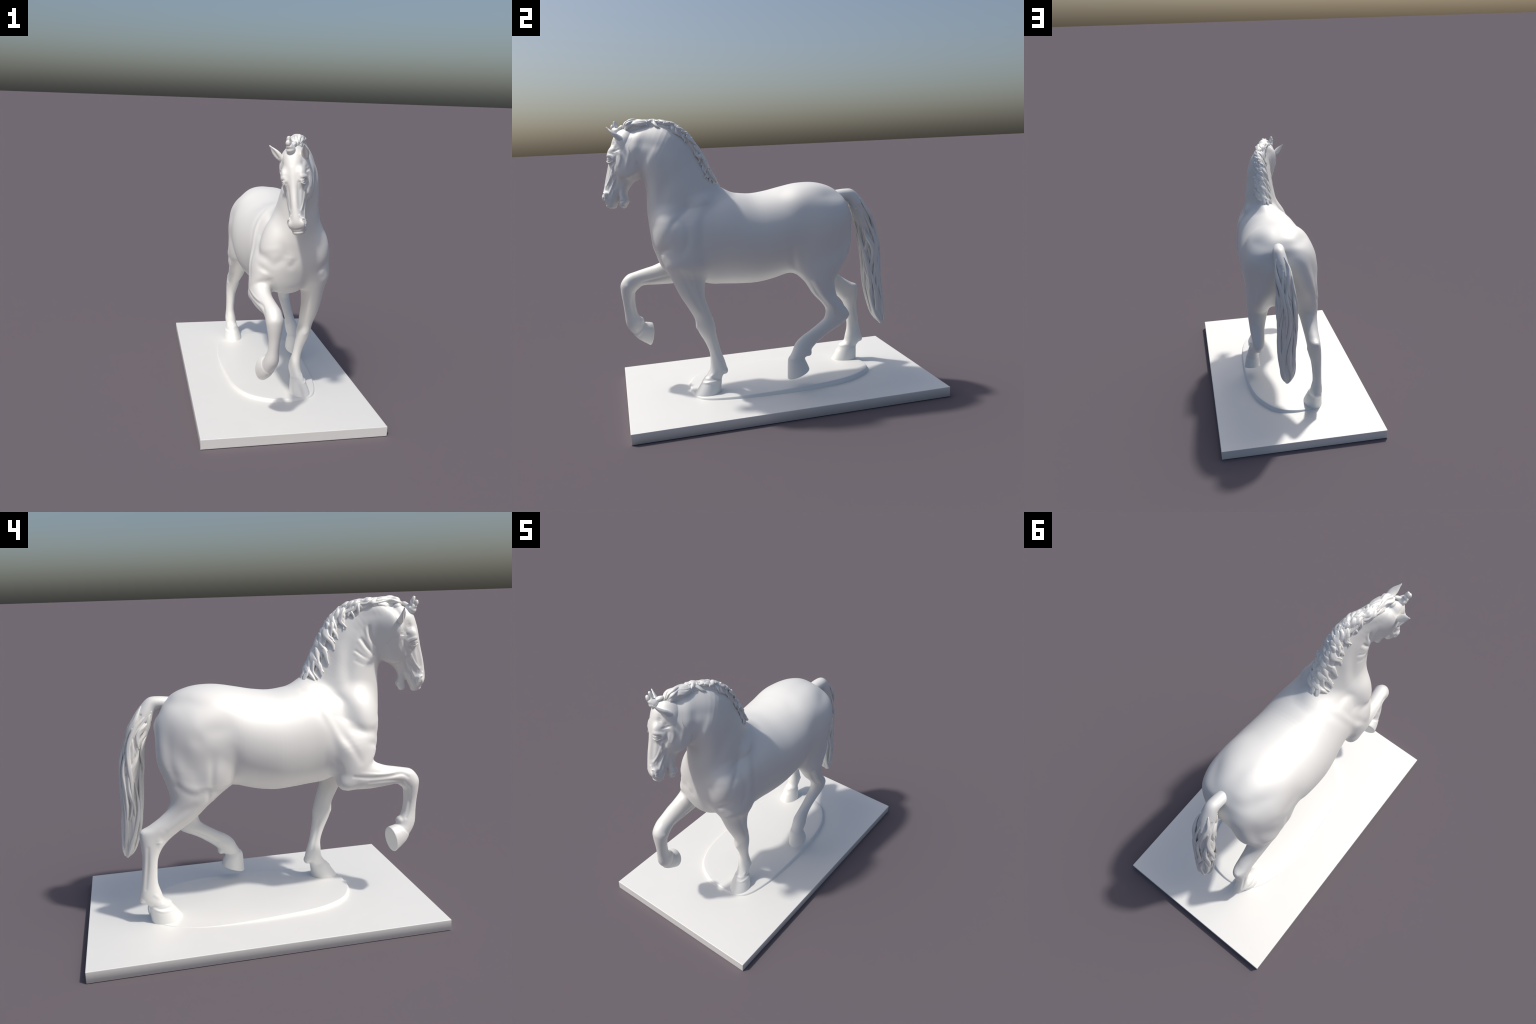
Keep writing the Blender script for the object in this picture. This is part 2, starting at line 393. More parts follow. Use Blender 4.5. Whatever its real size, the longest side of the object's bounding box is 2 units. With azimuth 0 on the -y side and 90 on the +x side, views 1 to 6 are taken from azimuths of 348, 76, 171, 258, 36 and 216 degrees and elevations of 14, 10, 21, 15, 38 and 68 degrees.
def horse_strokes():
    """Muscle swellings (+) and furrows (-): radius, height, path."""
    K = []
    soft, low = 1.25, 0.6            # the plaster is worn: broad, shallow relief
    add = lambda r, h, *p: K.append(Stroke(p, r * soft, h * low))
    fold = lambda r, h, *p: K.append(Stroke([q + V(-.006, 0, 0) for q in np.array(p)], r * 1.05, h * 1.05))
    # --- right shoulder and neck
    add(.020, -.010, (-0.077, -0.264, 1.309), (-0.149, -0.309, 1.259), (-0.195, -0.345, 1.185), (-0.217, -0.390, 1.100), (-0.227, -0.409, 1.006), (-0.223, -0.418, 0.938))
    add(.017, -.009, (-0.158, -0.387, 1.227), (-0.189, -0.414, 1.158), (-0.206, -0.446, 1.094), (-0.217, -0.473, 1.043))
    add(.024, .008, (-0.133, -0.336, 1.269), (-0.199, -0.381, 1.162), (-0.220, -0.426, 1.054), (-0.230, -0.483, 0.971))
    add(.018, -.005, (-0.100, -0.354, 1.292), (-0.097, -0.454, 1.264), (-0.111, -0.518, 1.203), (-0.141, -0.546, 1.133), (-0.182, -0.569, 1.080))
    fold(.010, -.007, (-0.051, -0.655, 1.628), (-0.053, -0.664, 1.574), (-0.053, -0.690, 1.527))
    fold(.009, .004, (-0.049, -0.640, 1.628), (-0.051, -0.648, 1.574), (-0.050, -0.672, 1.525))
    fold(.010, -.007, (-0.045, -0.614, 1.565), (-0.051, -0.645, 1.518), (-0.047, -0.681, 1.473))
    fold(.009, .004, (-0.044, -0.600, 1.552), (-0.050, -0.630, 1.507), (-0.046, -0.665, 1.462))
    fold(.009, -.005, (-0.046, -0.581, 1.501), (-0.052, -0.621, 1.469), (-0.048, -0.668, 1.445))
    fold(.009, .004, (-0.049, -0.580, 1.487), (-0.053, -0.620, 1.456), (-0.048, -0.664, 1.437))
    fold(.010, -.005, (-0.051, -0.580, 1.447), (-0.054, -0.620, 1.425), (-0.048, -0.664, 1.425))
    add(.028, -.008, (-0.030, -0.577, 1.607), (-0.035, -0.552, 1.532), (-0.047, -0.540, 1.441), (-0.062, -0.533, 1.365), (-0.084, -0.540, 1.289))
    add(.030, .007, (-0.045, -0.480, 1.52), (-0.058, -0.475, 1.44), (-0.072, -0.470, 1.36))
    add(.014, -.006, (-0.065, -0.705, 1.645), (-0.063, -0.705, 1.589), (-0.052, -0.705, 1.511), (-0.035, -0.715, 1.455))
    # --- chest
    add(.020, -.006, (-0.188, -0.552, 1.075), (-0.188, -0.598, 1.064), (-0.149, -0.675, 1.060))
    add(.016, -.009, (-0.212, -0.459, 1.065), (-0.218, -0.480, 1.035), (-0.232, -0.521, 0.969), (-0.232, -0.552, 0.914))
    add(.020, -.008, (-0.183, -0.526, 1.092), (-0.174, -0.648, 1.065), (-0.131, -0.695, 1.025), (-0.084, -0.708, 1.050), (-0.058, -0.711, 1.079))
    add(.016, -.008, (-0.049, -0.716, 1.039), (-0.021, -0.721, 1.023), (0.003, -0.728, 1.059))
    add(.040, .007, (-0.123, -0.660, 1.133), (-0.123, -0.675, 1.09))
    add(.025, .006, (-0.024, -0.723, 1.082), (-0.026, -0.725, 1.06))
    add(.020, .006, (0.010, -0.725, 1.030), (0.042, -0.707, 0.973), (0.057, -0.680, 0.908))
    add(.018, -.006, (-0.079, -0.664, 1.200), (-0.066, -0.698, 1.123), (-0.054, -0.714, 1.071))
    add(.016, -.009, (-0.199, -0.623, 1.002), (-0.174, -0.662, 0.989), (-0.145, -0.683, 0.970))
    add(.012, .006, (-0.189, -0.648, 0.972), (-0.161, -0.672, 0.962), (-0.139, -0.681, 0.951))
    add(.018, -.010, (-0.143, -0.678, 0.945), (-0.109, -0.662, 0.887), (-0.100, -0.60, 0.82))
    add(.016, -.011, (0.161, -0.686, 0.993), (0.187, -0.675, 1.009), (0.221, -0.647, 1.023))
    add(.018, .007, (0.182, -0.677, 0.978), (0.169, -0.681, 0.945))
    # --- right forelimb
    soft, low = 1.0, 1.0
    add(.013, -.007, (-0.223, -0.396, 0.940), (-0.213, -0.429, 0.890), (-0.208, -0.447, 0.849))
    add(.010, -.0055, (-0.233, -0.514, 0.828), (-0.234, -0.615, 0.811), (-0.224, -0.713, 0.807), (-0.204, -0.809, 0.812), (-0.201, -0.855, 0.787))
    add(.008, .003, (-0.232, -0.55, 0.845), (-0.230, -0.66, 0.828), (-0.215, -0.76, 0.824))
    add(.009, -.005, (-0.232, -0.608, 0.785), (-0.222, -0.722, 0.783), (-0.204, -0.810, 0.768), (-0.187, -0.843, 0.735))
    add(.009, -.005, (-0.187, -0.864, 0.720), (-0.176, -0.877, 0.620), (-0.182, -0.857, 0.535))
    add(.011, -.005, (-0.112, -0.866, 0.700), (-0.112, -0.875, 0.620), (-0.112, -0.862, 0.545))
    add(.012, .004, (-0.097, -0.905, 0.765), (-0.098, -0.885, 0.745))
    add(.010, -.006, (-0.12, -0.62, 0.80), (-0.122, -0.71, 0.785), (-0.118, -0.80, 0.775))
    # --- hindquarter right
    soft, low = 1.25, 0.6
    add(.022, -.010, (-0.227, 0.363, 1.124), (-0.236, 0.336, 1.076))
    add(.030, -.007, (-0.230, 0.316, 1.129), (-0.230, 0.261, 1.140), (-0.230, 0.198, 1.144))
    add(.016, -.009, (-0.241, 0.268, 1.020), (-0.240, 0.275, 0.943), (-0.233, 0.283, 0.859))
    add(.018, -.0045, (-0.201, 0.462, 0.850), (-0.225, 0.381, 0.803), (-0.228, 0.308, 0.815), (-0.198, 0.232, 0.800))
    add(.018, .005, (-0.201, 0.455, 0.878), (-0.226, 0.385, 0.835), (-0.230, 0.315, 0.845))
    add(.012, -.006, (-0.226, 0.300, 0.815), (-0.197, 0.304, 0.742))
    add(.022, -.009, (-0.247, 0.158, 1.032), (-0.235, 0.148, 0.946), (-0.205, 0.173, 0.870))
    add(.020, -.010, (-0.150, 0.479, 1.196), (-0.172, 0.498, 1.107), (-0.191, 0.496, 0.990), (-0.203, 0.462, 0.868))
    add(.014, -.005, (-0.219, 0.383, 0.748), (-0.201, 0.473, 0.692), (-0.195, 0.541, 0.621))
    add(.016, .005, (-0.205, 0.345, 0.735), (-0.200, 0.44, 0.675), (-0.195, 0.52, 0.618))
    add(.012, -.005, (-0.185, 0.316, 0.712), (-0.196, 0.418, 0.648), (-0.195, 0.501, 0.606))
    # --- hock and cannon, standing hindlimb
    soft, low = 1.0, 1.0
    add(.016, .006, (-0.190, 0.577, 0.554), (-0.190, 0.575, 0.535))
    add(.014, .006, (-0.160, 0.660, 0.600), (-0.145, 0.668, 0.600))
    add(.012, .004, (-0.100, 0.60, 0.545), (-0.103, 0.59, 0.52))
    add(.010, -.005, (-0.191, 0.640, 0.519), (-0.189, 0.651, 0.414), (-0.185, 0.669, 0.282))
    add(.010, -.005, (-0.125, 0.640, 0.500), (-0.127, 0.651, 0.414), (-0.125, 0.669, 0.300))
    add(.009, .004, (-0.191, 0.624, 0.242), (-0.185, 0.600, 0.218))
    add(.008, -.005, (-0.185, 0.645, 0.172), (-0.198, 0.590, 0.156), (-0.165, 0.515, 0.150), (-0.12, 0.52, 0.152))
    add(.007, .004, (-0.185, 0.640, 0.158), (-0.204, 0.590, 0.141), (-0.165, 0.505, 0.137), (-0.12, 0.505, 0.138))
    # --- left neck and shoulder
    soft, low = 1.25, 0.6
    add(.018, .003, (0.119, -0.669, 1.606), (0.114, -0.710, 1.543), (0.101, -0.731, 1.499))
    add(.018, -.004, (0.108, -0.700, 1.62), (0.098, -0.735, 1.55), (0.088, -0.745, 1.50))
    add(.034, -.007, (0.137, -0.619, 1.579), (0.150, -0.625, 1.465), (0.145, -0.655, 1.322), (0.141, -0.668, 1.260))
    add(.018, -.007, (0.169, -0.651, 1.191), (0.183, -0.566, 1.236), (0.180, -0.467, 1.279))
    add(.024, .007, (0.195, -0.556, 1.205), (0.181, -0.467, 1.260), (0.154, -0.376, 1.310))
    add(.034, .010, (0.147, -0.672, 1.214), (0.160, -0.672, 1.15))
    add(.016, -.009, (0.209, -0.648, 1.094), (0.206, -0.601, 1.174), (0.182, -0.510, 1.240))
    add(.024, -.008, (0.168, -0.366, 1.293), (0.228, -0.438, 1.178), (0.259, -0.450, 1.072), (0.262, -0.454, 0.961))
    add(.016, -.007, (0.230, -0.536, 1.157), (0.258, -0.532, 1.078), (0.263, -0.565, 0.998))
    add(.034, .004, (0.001, -0.840, 1.694), (0.023, -0.766, 1.706), (0.068, -0.687, 1.698), (0.108, -0.610, 1.669))
    add(.024, -.005, (0.030, -0.830, 1.650), (0.064, -0.755, 1.645), (0.104, -0.673, 1.628), (0.130, -0.625, 1.598))
    add(.012, .005, (0.066, -0.618, 1.728), (0.101, -0.592, 1.685), (0.114, -0.562, 1.655))
    add(.020, -.006, (-0.06, -0.78, 1.655), (-0.060, -0.70, 1.69), (-0.045, -0.63, 1.69))
    # --- left forelimb
    soft, low = 1.0, 1.0
    add(.013, -.005, (0.253, -0.596, 0.895), (0.239, -0.527, 0.736), (0.224, -0.482, 0.633))
    add(.012, .004, (0.258, -0.520, 0.870), (0.229, -0.483, 0.717), (0.213, -0.450, 0.620))
    add(.012, .005, (0.165, -0.505, 0.515), (0.145, -0.505, 0.505))
    add(.010, -.005, (0.188, -0.415, 0.46), (0.170, -0.395, 0.37), (0.160, -0.370, 0.28))
    add(.010, -.005, (0.112, -0.415, 0.46), (0.108, -0.395, 0.37), (0.095, -0.370, 0.28))
    add(.008, -.005, (0.120, -0.485, 0.168), (0.170, -0.478, 0.166), (0.186, -0.429, 0.172), (0.165, -0.374, 0.160))
    add(.007, .004, (0.120, -0.497, 0.150), (0.172, -0.488, 0.150), (0.192, -0.429, 0.156), (0.168, -0.370, 0.146))
    add(.009, .005, (0.168, -0.425, 0.192), (0.165, -0.440, 0.180))
    # --- left hindlimb
    soft, low = 1.0, 1.0
    add(.012, .006, (0.279, 0.232, 0.761), (0.273, 0.287, 0.663), (0.269, 0.343, 0.588), (0.264, 0.356, 0.535))
    add(.011, -.005, (0.263, 0.207, 0.748), (0.260, 0.262, 0.649), (0.257, 0.317, 0.581))
    add(.022, -.010, (0.291, 0.106, 0.961), (0.274, 0.102, 0.905), (0.242, 0.116, 0.850))
    add(.018, -.007, (0.215, 0.465, 1.15), (0.235, 0.465, 1.05), (0.240, 0.455, 0.94), (0.240, 0.42, 0.85))
    add(.012, .004, (0.262, 0.41, 0.50), (0.260, 0.395, 0.49))
    add(.010, -.005, (0.256, 0.36, 0.445), (0.256, 0.28, 0.395), (0.258, 0.21, 0.355))
    add(.010, -.005, (0.190, 0.36, 0.445), (0.192, 0.28, 0.395), (0.195, 0.21, 0.355))
    # --- croup furrow and sheath
    soft, low = 1.25, 0.6
    add(.020, -.008, (0.045, 0.28, 1.345), (0.055, 0.36, 1.325), (0.062, 0.43, 1.300))
    add(.022, .008, (0.02, 0.06, 0.766), (0.022, 0.12, 0.785), (0.024, 0.16, 0.80))
    # hollow of the lifted sole
    add(.022, -.007, (-.195, -.772, .37), (-.188, -.765, .41), (-.182, -.758, .445))
    return K


# ------------------------------------------------------------------ materials
def plaster(name, rough=0.6, tint=(0.818, 0.813, 0.782)):
    m = bpy.data.materials.new(name)
    m.use_nodes = True
    nt = m.node_tree
    b = nt.nodes["Principled BSDF"]
    tc = nt.nodes.new("ShaderNodeTexCoord")
    n1 = nt.nodes.new("ShaderNodeTexNoise"); n1.inputs["Scale"].default_value = 6.0; n1.inputs["Detail"].default_value = 6
    r = nt.nodes.new("ShaderNodeValToRGB")
    r.color_ramp.elements[0].position, r.color_ramp.elements[1].position = 0.3, 0.7
    r.color_ramp.elements[0].color = (*[c * 0.985 for c in tint], 1)
    r.color_ramp.elements[1].color = (*tint, 1)
    n2 = nt.nodes.new("ShaderNodeTexNoise"); n2.inputs["Scale"].default_value = 160; n2.inputs["Detail"].default_value = 3
    bump = nt.nodes.new("ShaderNodeBump"); bump.inputs["Strength"].default_value = 0.04; bump.inputs["Distance"].default_value = 0.002
    L = nt.links.new
    L(tc.outputs["Object"], n1.inputs["Vector"]); L(tc.outputs["Object"], n2.inputs["Vector"])
    L(n1.outputs["Fac"], r.inputs["Fac"]); L(r.outputs["Color"], b.inputs["Base Color"])
    L(n2.outputs["Fac"], bump.inputs["Height"]); L(bump.outputs["Normal"], b.inputs["Normal"])
    b.inputs["Roughness"].default_value = rough
    b.inputs["Metallic"].default_value = 0.24       # faint satin sheen of the painted cast
    b.inputs["Specular IOR Level"].default_value = 0.5
    return m


WHITE = plaster("white_plaster")


def make_object(name, verts, faces, parent=None, mat=WHITE, smooth=True):
    me = bpy.data.meshes.new(name)
    me.from_pydata([tuple(v) for v in verts], [], [tuple(f) for f in faces])
    me.update()
    ob = bpy.data.objects.new(name, me)
    bpy.context.scene.collection.objects.link(ob)
    me.materials.append(mat)
    if smooth:
        me.polygons.foreach_set("use_smooth", [True] * len(me.polygons))
    if parent is not None:
        ob.parent = parent
    return ob


def vertex_normals(v, q):
    n = np.cross(v[q[:, 2]] - v[q[:, 0]], v[q[:, 3]] - v[q[:, 1]])
    out = np.zeros_like(v)
    for i in range(4):
        np.add.at(out, q[:, i], n)
    return unit(out)


def split_body(verts, quads, face_part, root):
    """Cut the closed skin by region; border vertices coincide and normals are shared."""
    N = vertex_normals(verts, quads)
    made = {}
    for part in sorted(set(face_part)):
        q = quads[face_part == part]
        used, inv = np.unique(q, return_inverse=True)
        name = "hoof" if part in LIMB_OF else PART_NAMES.get(part, part)
        ob = make_object(name, verts[used], inv.reshape(q.shape), root)
        ob.data.normals_split_custom_set_from_vertices([tuple(x) for x in N[used]])
        made[part] = ob
    for hoof, limb in LIMB_OF.items():
        made[hoof].parent = made[limb]
    return made


PART_NAMES = {"forelimb_lifted": "forelimb", "hindlimb_planted": "hindlimb"}
LIMB_OF = {"hoof_lifted": "forelimb_lifted", "hoof_standing": "forelimb", "hoof_stepping": "hindlimb", "hoof_planted": "hindlimb_planted"}

# ------------------------------------------------------------------ build
root = bpy.data.objects.new("horse_statue", None)
bpy.context.scene.collection.objects.link(root)
root["label"] = "white plaster statue of a prancing horse on a slab"
root["category"] = "horse statue"

shapes, strokes = horse_shapes(), horse_strokes()
verts, quads = mesh_field(shapes, strokes, CELL, relax=1)


def ramp(x, a, b):
    t = np.clip((x - a) / (b - a), 0, 1)
    return t * t * (3 - 2 * t)


def soften(v, q, weight, rounds):
    """Weighted Laplacian smoothing, to melt the joins between neighbouring masses."""
    on = weight > 0.01
    e = np.concatenate([q[:, [i, (i + 1) % 4]] for i in range(4)])
    e = e[on[e].any(1)]
    i, j = np.concatenate([e[:, 0], e[:, 1]]), np.concatenate([e[:, 1], e[:, 0]])
    n = np.maximum(np.bincount(i, minlength=len(v)), 1)
    for _ in range(rounds):
        m = np.stack([np.bincount(i, v[j, k], minlength=len(v)) for k in range(3)], 1) / n[:, None]
        v = np.where(on[:, None], v + (m - v) * (0.6 * weight)[:, None], v)
    return v


X, Y, Z = verts.T
verts = soften(verts, quads, ramp(Y, .12, .26) * ramp(Z, .93, 1.05), 70)
for l in (.055, -.055):
    D = np.linalg.norm(verts - head(l, -.10, -.125), axis=1)
    verts = soften(verts, quads, 1 - ramp(D, .035, .085), 45)
verts = soften(verts, quads, ramp(Y, .34, .42) * ramp(Z, 1.05, 1.15), 150)
verts = soften(verts, quads, ramp(-Y, .18, .30) * ramp(Z, .86, .92) * ramp(1.40 - Z, 0, .08), 10)
centres = verts[quads].mean(1)
part = group_of(centres, shapes)


def refine(v, q, pick, shapes, strokes, cell):
    """Quarter the picked quads and settle the new vertices on the detailed surface (the outer border stays)."""
    Q = q[pick]
    e = np.sort(np.concatenate([Q[:, [i, (i + 1) % 4]] for i in range(4)]), 1)
    key, inv, cnt = np.unique(e[:, 0].astype(np.int64) * len(v) + e[:, 1], return_inverse=True, return_counts=True)
    ends = np.stack([key // len(v), key % len(v)], 1)
    n, m, f = len(v), len(key), len(Q)
    mid = n + inv.reshape(4, f)
    ctr = n + m + np.arange(f)
    nv = np.vstack([v, v[ends].mean(1), v[Q].mean(1)])
    new = np.concatenate([np.stack([Q[:, i], mid[i], ctr, mid[(i + 3) % 4]], 1) for i in range(4)])
    fixed = np.ones(len(nv), bool)
    fixed[new.ravel()] = False
    edge = ends[cnt == 1]
    fixed[edge.ravel()] = True
    fixed[n + np.nonzero(cnt == 1)[0]] = True
    near = np.zeros(len(nv))
    move = np.nonzero(~fixed)[0]
    for _ in range(2):
        p = nv[move]
        f0 = field(p, shapes, strokes)
        G = np.stack([(field(p + cell * np.eye(3)[i], shapes, strokes) - f0) / cell for i in range(3)], 1)
        step = -(f0 / np.maximum((G ** 2).sum(1), 0.15))[:, None] * G
        nv[move] = p + np.clip(step, -cell, cell)
    return nv, np.concatenate([q[~pick], new]), np.concatenate([np.zeros((~pick).sum(), bool), np.ones(len(new), bool)])


pick = part == "head"
verts, quads, fine = refine(verts, quads, pick, shapes, strokes + head_strokes(), CELL * 0.5)
part = np.concatenate([part[~pick], np.repeat(["head"], fine.sum())])
body = split_body(verts, quads, part, root)


# ------------------------------------------------------------------ slab and disc
def slab():
    x, y0, y1, h, c = 0.5715, -0.9595, 0.9985, 0.063, 0.0025
    bm = bmesh.new()
    bmesh.ops.create_cube(bm, size=1)
    for v in bm.verts:
        v.co = (v.co.x * 2 * x, (y0 + y1) / 2 + v.co.y * (y1 - y0), (v.co.z + 0.5) * h)
    bmesh.ops.bevel(bm, geom=[e for e in bm.edges], offset=c, segments=2, affect="EDGES", profile=0.5)
    me = bpy.data.meshes.new("base_slab"); bm.to_mesh(me); bm.free()
    # flat x sides: normals bent downwards to put in a shade gradient darkening to the foot
    ns = []
    for pl in me.polygons:
        for li in pl.loop_indices:
            z, k = me.vertices[me.loops[li].vertex_index].co.z, pl.normal.copy()
            if abs(k.z) < 0.3 and abs(k.x) > 0.9:
                k.z -= 0.6 * (1 - z / h)
            ns.append(k.normalized())
    me.polygons.foreach_set("use_smooth", [True] * len(me.polygons))
    me.normals_split_custom_set(ns)
    ob = bpy.data.objects.new("base_slab", me)
    bpy.context.scene.collection.objects.link(ob)
    me.materials.append(WHITE); ob.parent = root
    return ob


def disc_top(x, y):
    """Nearly level, its rim dipping into the slab at the rear right."""
    rim = 0.080 + 0.042 * x * (y + 0.25) / 0.55
    k = min(1.0, math.hypot(x / 0.31, (y - 0.05) / 0.61)) ** 4
    return 0.0845 * (1 - k) + rim * k


def disc():
    ring = [(0.03, -0.552), (0.12, -0.548), (0.205, -0.518), (0.252, -0.445), (0.282, -0.315), (0.293, -0.2), (0.300, 0.05), (0.287, 0.29), (0.243, 0.47),
            (0.140, 0.615), (0.02, 0.655), (-0.10, 0.645), (-0.205, 0.588), (-0.277, 0.443), (-0.303, 0.28), (-0.306, 0.09), (-0.296, -0.10),
            (-0.27, -0.31), (-0.197, -0.462), (-0.073, -0.541)]
    P = catmull(ring + ring[:3], 8)[8:8 * (len(ring) + 1)]
    c = V(0.0, 0.05)
    R = [(1.0, -0.02), (0.999, 0.0), (0.985, 0.0)]
    n = len(P)
    # rings from skirt to centre: outward shift, drop below the top
    prof = [(0.012, -0.03), (0.011, -0.019), (0.005, -0.010), (0.002, -0.003), (-0.001, -0.0006), (-0.006, 0.0)]
    d = unit(P - c)
    vs, fs = [], []
    for out, dz in prof:
        for q, e in zip(P, d):
            p = q + e * out
            vs.append((p[0], p[1], disc_top(*q) + dz))
    for s in np.linspace(0.92, 0.06, 14):
        for q in P:
            p = c + (q - c) * s
            vs.append((p[0], p[1], disc_top(*p)))
    rows = len(prof) + 14
    for r in range(rows - 1):
        for i in range(n):
            j = (i + 1) % n
            fs.append((r * n + i, r * n + j, (r + 1) * n + j, (r + 1) * n + i))
    fs.append(tuple((rows - 1) * n + i for i in range(n)))
    return make_object("ground_disc", vs, fs, root)


slab()
disc()


# ------------------------------------------------------------------ hair
def tube(path, radii, flat=0.6, up=None, ring=10, ridges=3, ridge=0.18, phase=0.0):
    """Closed tapering strand along a path, flattened, with shallow lengthwise ridges."""
    P = np.asarray(path, float)
    T = unit(np.gradient(P, axis=0))
    U = np.asarray(up, float)
    if U.ndim == 1:
        U = np.broadcast_to(U, P.shape)
    U = unit(U - T * (U * T).sum(1, keepdims=True))
    W = np.cross(T, U)
    a = np.linspace(0, 2 * np.pi, ring, endpoint=False)
    vs, fs = [], []
    for i in range(len(P)):
        r = radii[i] * (1 + ridge * np.cos(ridges * a + phase + 0.8 * math.sin(i * 0.35)))
        vs.append(P[i] + (r * np.cos(a))[:, None] * W[i] + (flat * r * np.sin(a))[:, None] * U[i])
    vs = np.vstack(vs)
    n = len(P)
    for i in range(n - 1):
        for k in range(ring):
            j = (k + 1) % ring
            fs.append((i * ring + k, i * ring + j, (i + 1) * ring + j, (i + 1) * ring + k))
    fs.append(tuple(range(ring))[::-1])
    fs.append(tuple((n - 1) * ring + k for k in range(ring)))
    return vs, fs


def strand(name, ctrl, outs, r0, parent, flat=0.6, peak=0.35, tip=0.12, waves=0.0, freq=2.0, seed=0, ring=14, ridges=4, ridge=0.2, start=0.55):
    """One lock: control points with outward directions, swelling then narrowing to its tip."""
    D = catmull(np.hstack([ctrl, outs]), 7)
    P, U = D[:, :3], unit(D[:, 3:])
    t = np.linspace(0, 1, len(P))
    T = unit(np.gradient(P, axis=0))
    side = np.cross(T, U)
    ph = seed * 1.7
    P = P + side * (waves * np.sin(2 * np.pi * freq * t + ph) * t ** 0.5)[:, None] + U * (0.2 * waves * np.sin(2 * np.pi * freq * 1.3 * t + ph * 2))[:, None]
    prof = np.where(t < peak, start + (1 - start) * np.sin(0.5 * np.pi * t / peak), tip + (1 - tip) * np.cos(0.5 * np.pi * (t - peak) / (1 - peak)) ** 0.8)
    vs, fs = tube(P, r0 * prof, flat=flat, up=U, ring=ring, ridges=ridges, ridge=ridge, phase=ph)
    return make_object(name, vs, fs, parent)


NECK = [s for s in shapes if s.group == "neck"][0]


def neck_point(t, th, lift=0.0):
    """Point on the neck: t along it from poll (0) to withers (1), th from the crest to the right (+) or left (-)."""
    x = np.clip(t, 0, 1) * (len(NECK.c) - 1)
    i = min(int(x), len(NECK.c) - 2)
    f = x - i
    g = lambda q: q[i] + (q[i + 1] - q[i]) * f
    u, sd = unit(g(NECK.u)), unit(g(NECK.s))
    rs = g(NECK.rs) * (1 - NECK.egg * math.cos(th))
    out = unit(-u * math.cos(th) / g(NECK.ru) - sd * math.sin(th) / rs)
    p = g(NECK.c) - u * g(NECK.ru) * math.cos(th) - sd * rs * math.sin(th)
    return p + out * lift, out


def build_mane():
    core = []
    T = np.linspace(0.13, 0.755, 14)
    for k, t in enumerate(T):
        e = math.sin(math.pi * min(1, (k + 1.2) / 5)) if k < 2 else 1.0
        w = 0.030 + 0.012 * math.sin(math.pi * k / 13)
        if k == 13:
            w *= 0.6
        p, o = neck_point(t, 0.12, 0.012)
        q, _ = neck_point(t, 0.12, -0.035)
        core.append((*p, *q, w))
    sd = unit(V(1, 0.1, 0))
    cs = [Loft(core, side=sd, blend=0.01, caps=(.02, .02)),
          Loft([(-.044, -.836, 1.748, -.044, -.815, 1.70, .016), (-.038, -.805, 1.775, -.038, -.785, 1.70, .026), (-.028, -.755, 1.778, -.028, -.75, 1.70, .032),
                (-.014, -.69, 1.774, -.014, -.69, 1.71, .034), (.004, -.62, 1.758, .0, -.63, 1.70, .034)], side=sd, blend=.015, caps=(.01, .02))]
    v, q = mesh_field(cs, [], 0.006, relax=1)
    mane = make_object("mane", v, q, root)
    r = np.random.default_rng(3)

    def lock(t0, th0, th1, dt, r0, lift, wav, seed, flat=0.6, tip=0.12, n=7):
        ctrl, outs = [], []
        for i in range(n):
            s = i / (n - 1)
            th = th0 + (th1 - th0) * s ** 1.25
            tt = min(t0 + dt * s, 0.77)
            p, o = neck_point(tt, th, (lift + .005 * math.sin(math.pi * min(1, tt / .75))) * (1 - 0.9 * s) + 0.002)
            ctrl.append(p); outs.append(o)
        strand("mane_lock", ctrl, outs, r0, mane, flat=flat, waves=wav, freq=1.2 + 0.6 * r.random(), seed=seed, tip=tip, peak=0.35, ridges=3, ridge=0.16)

    k = 0
    # long locks falling to the right
    for t in np.linspace(0.09, 0.66, 30):
        grow = min(1, (t - 0.0) / 0.2) * min(1, (0.84 - t) / 0.24)
        lock(t + r.normal(0, .006), -0.10 + r.normal(0, .05), (0.52 + 0.40 * r.random()) * grow, 0.080 + 0.06 * r.random(), 0.0145 + 0.006 * r.random(),
             0.018, 0.009 + 0.006 * r.random(), k)
        k += 1
    # upper locks along the crest
    for t in np.linspace(0.08, 0.66, 26):
        lock(t + r.normal(0, .006), -0.22 + r.normal(0, .08), (0.18 + 0.25 * r.random()) * min(1, (0.9 - t) / 0.3), 0.085 + 0.04 * r.random(),
             0.0135 + 0.005 * r.random(), 0.022, 0.008 + 0.005 * r.random(), k)
        k += 1
    # short tufts lapping over the left side
    for t in np.linspace(0.08, 0.66, 24):
        grow = min(1, (t - 0.0) / 0.14) * min(1, (0.9 - t) / 0.3)
        lock(t + r.normal(0, .006), 0.05, (-0.34 - 0.20 * r.random()) * grow, 0.060 + 0.05 * r.random(), 0.0135 + 0.005 * r.random(), 0.018,
             0.008 + 0.005 * r.random(), k)
        k += 1
    # the full roll just behind the poll
    for i, e in enumerate((-1, -0.5, 0, 0.5, 1)):
        mid = [(-.046, -.836, 1.748), (-.042, -.822, 1.768), (-.036, -.795, 1.778), (-.028, -.755, 1.779), (-.018, -.705, 1.776), (-.006, -.655, 1.764)]
        wide = (.014, .022, .028, .032, .034, .034)
        ctrl = [V(*m) + V(.88, .45, 0) * e * w - V(0, 0, .016) * e * e for m, w in zip(mid, wide)]
        strand("mane_lock", ctrl, [V(.5 * e, -.2, 1)] * 6, 0.0155, mane, flat=0.8, waves=0.008, freq=2.0, seed=i, tip=0.3, peak=0.4, ridges=3)
    return mane


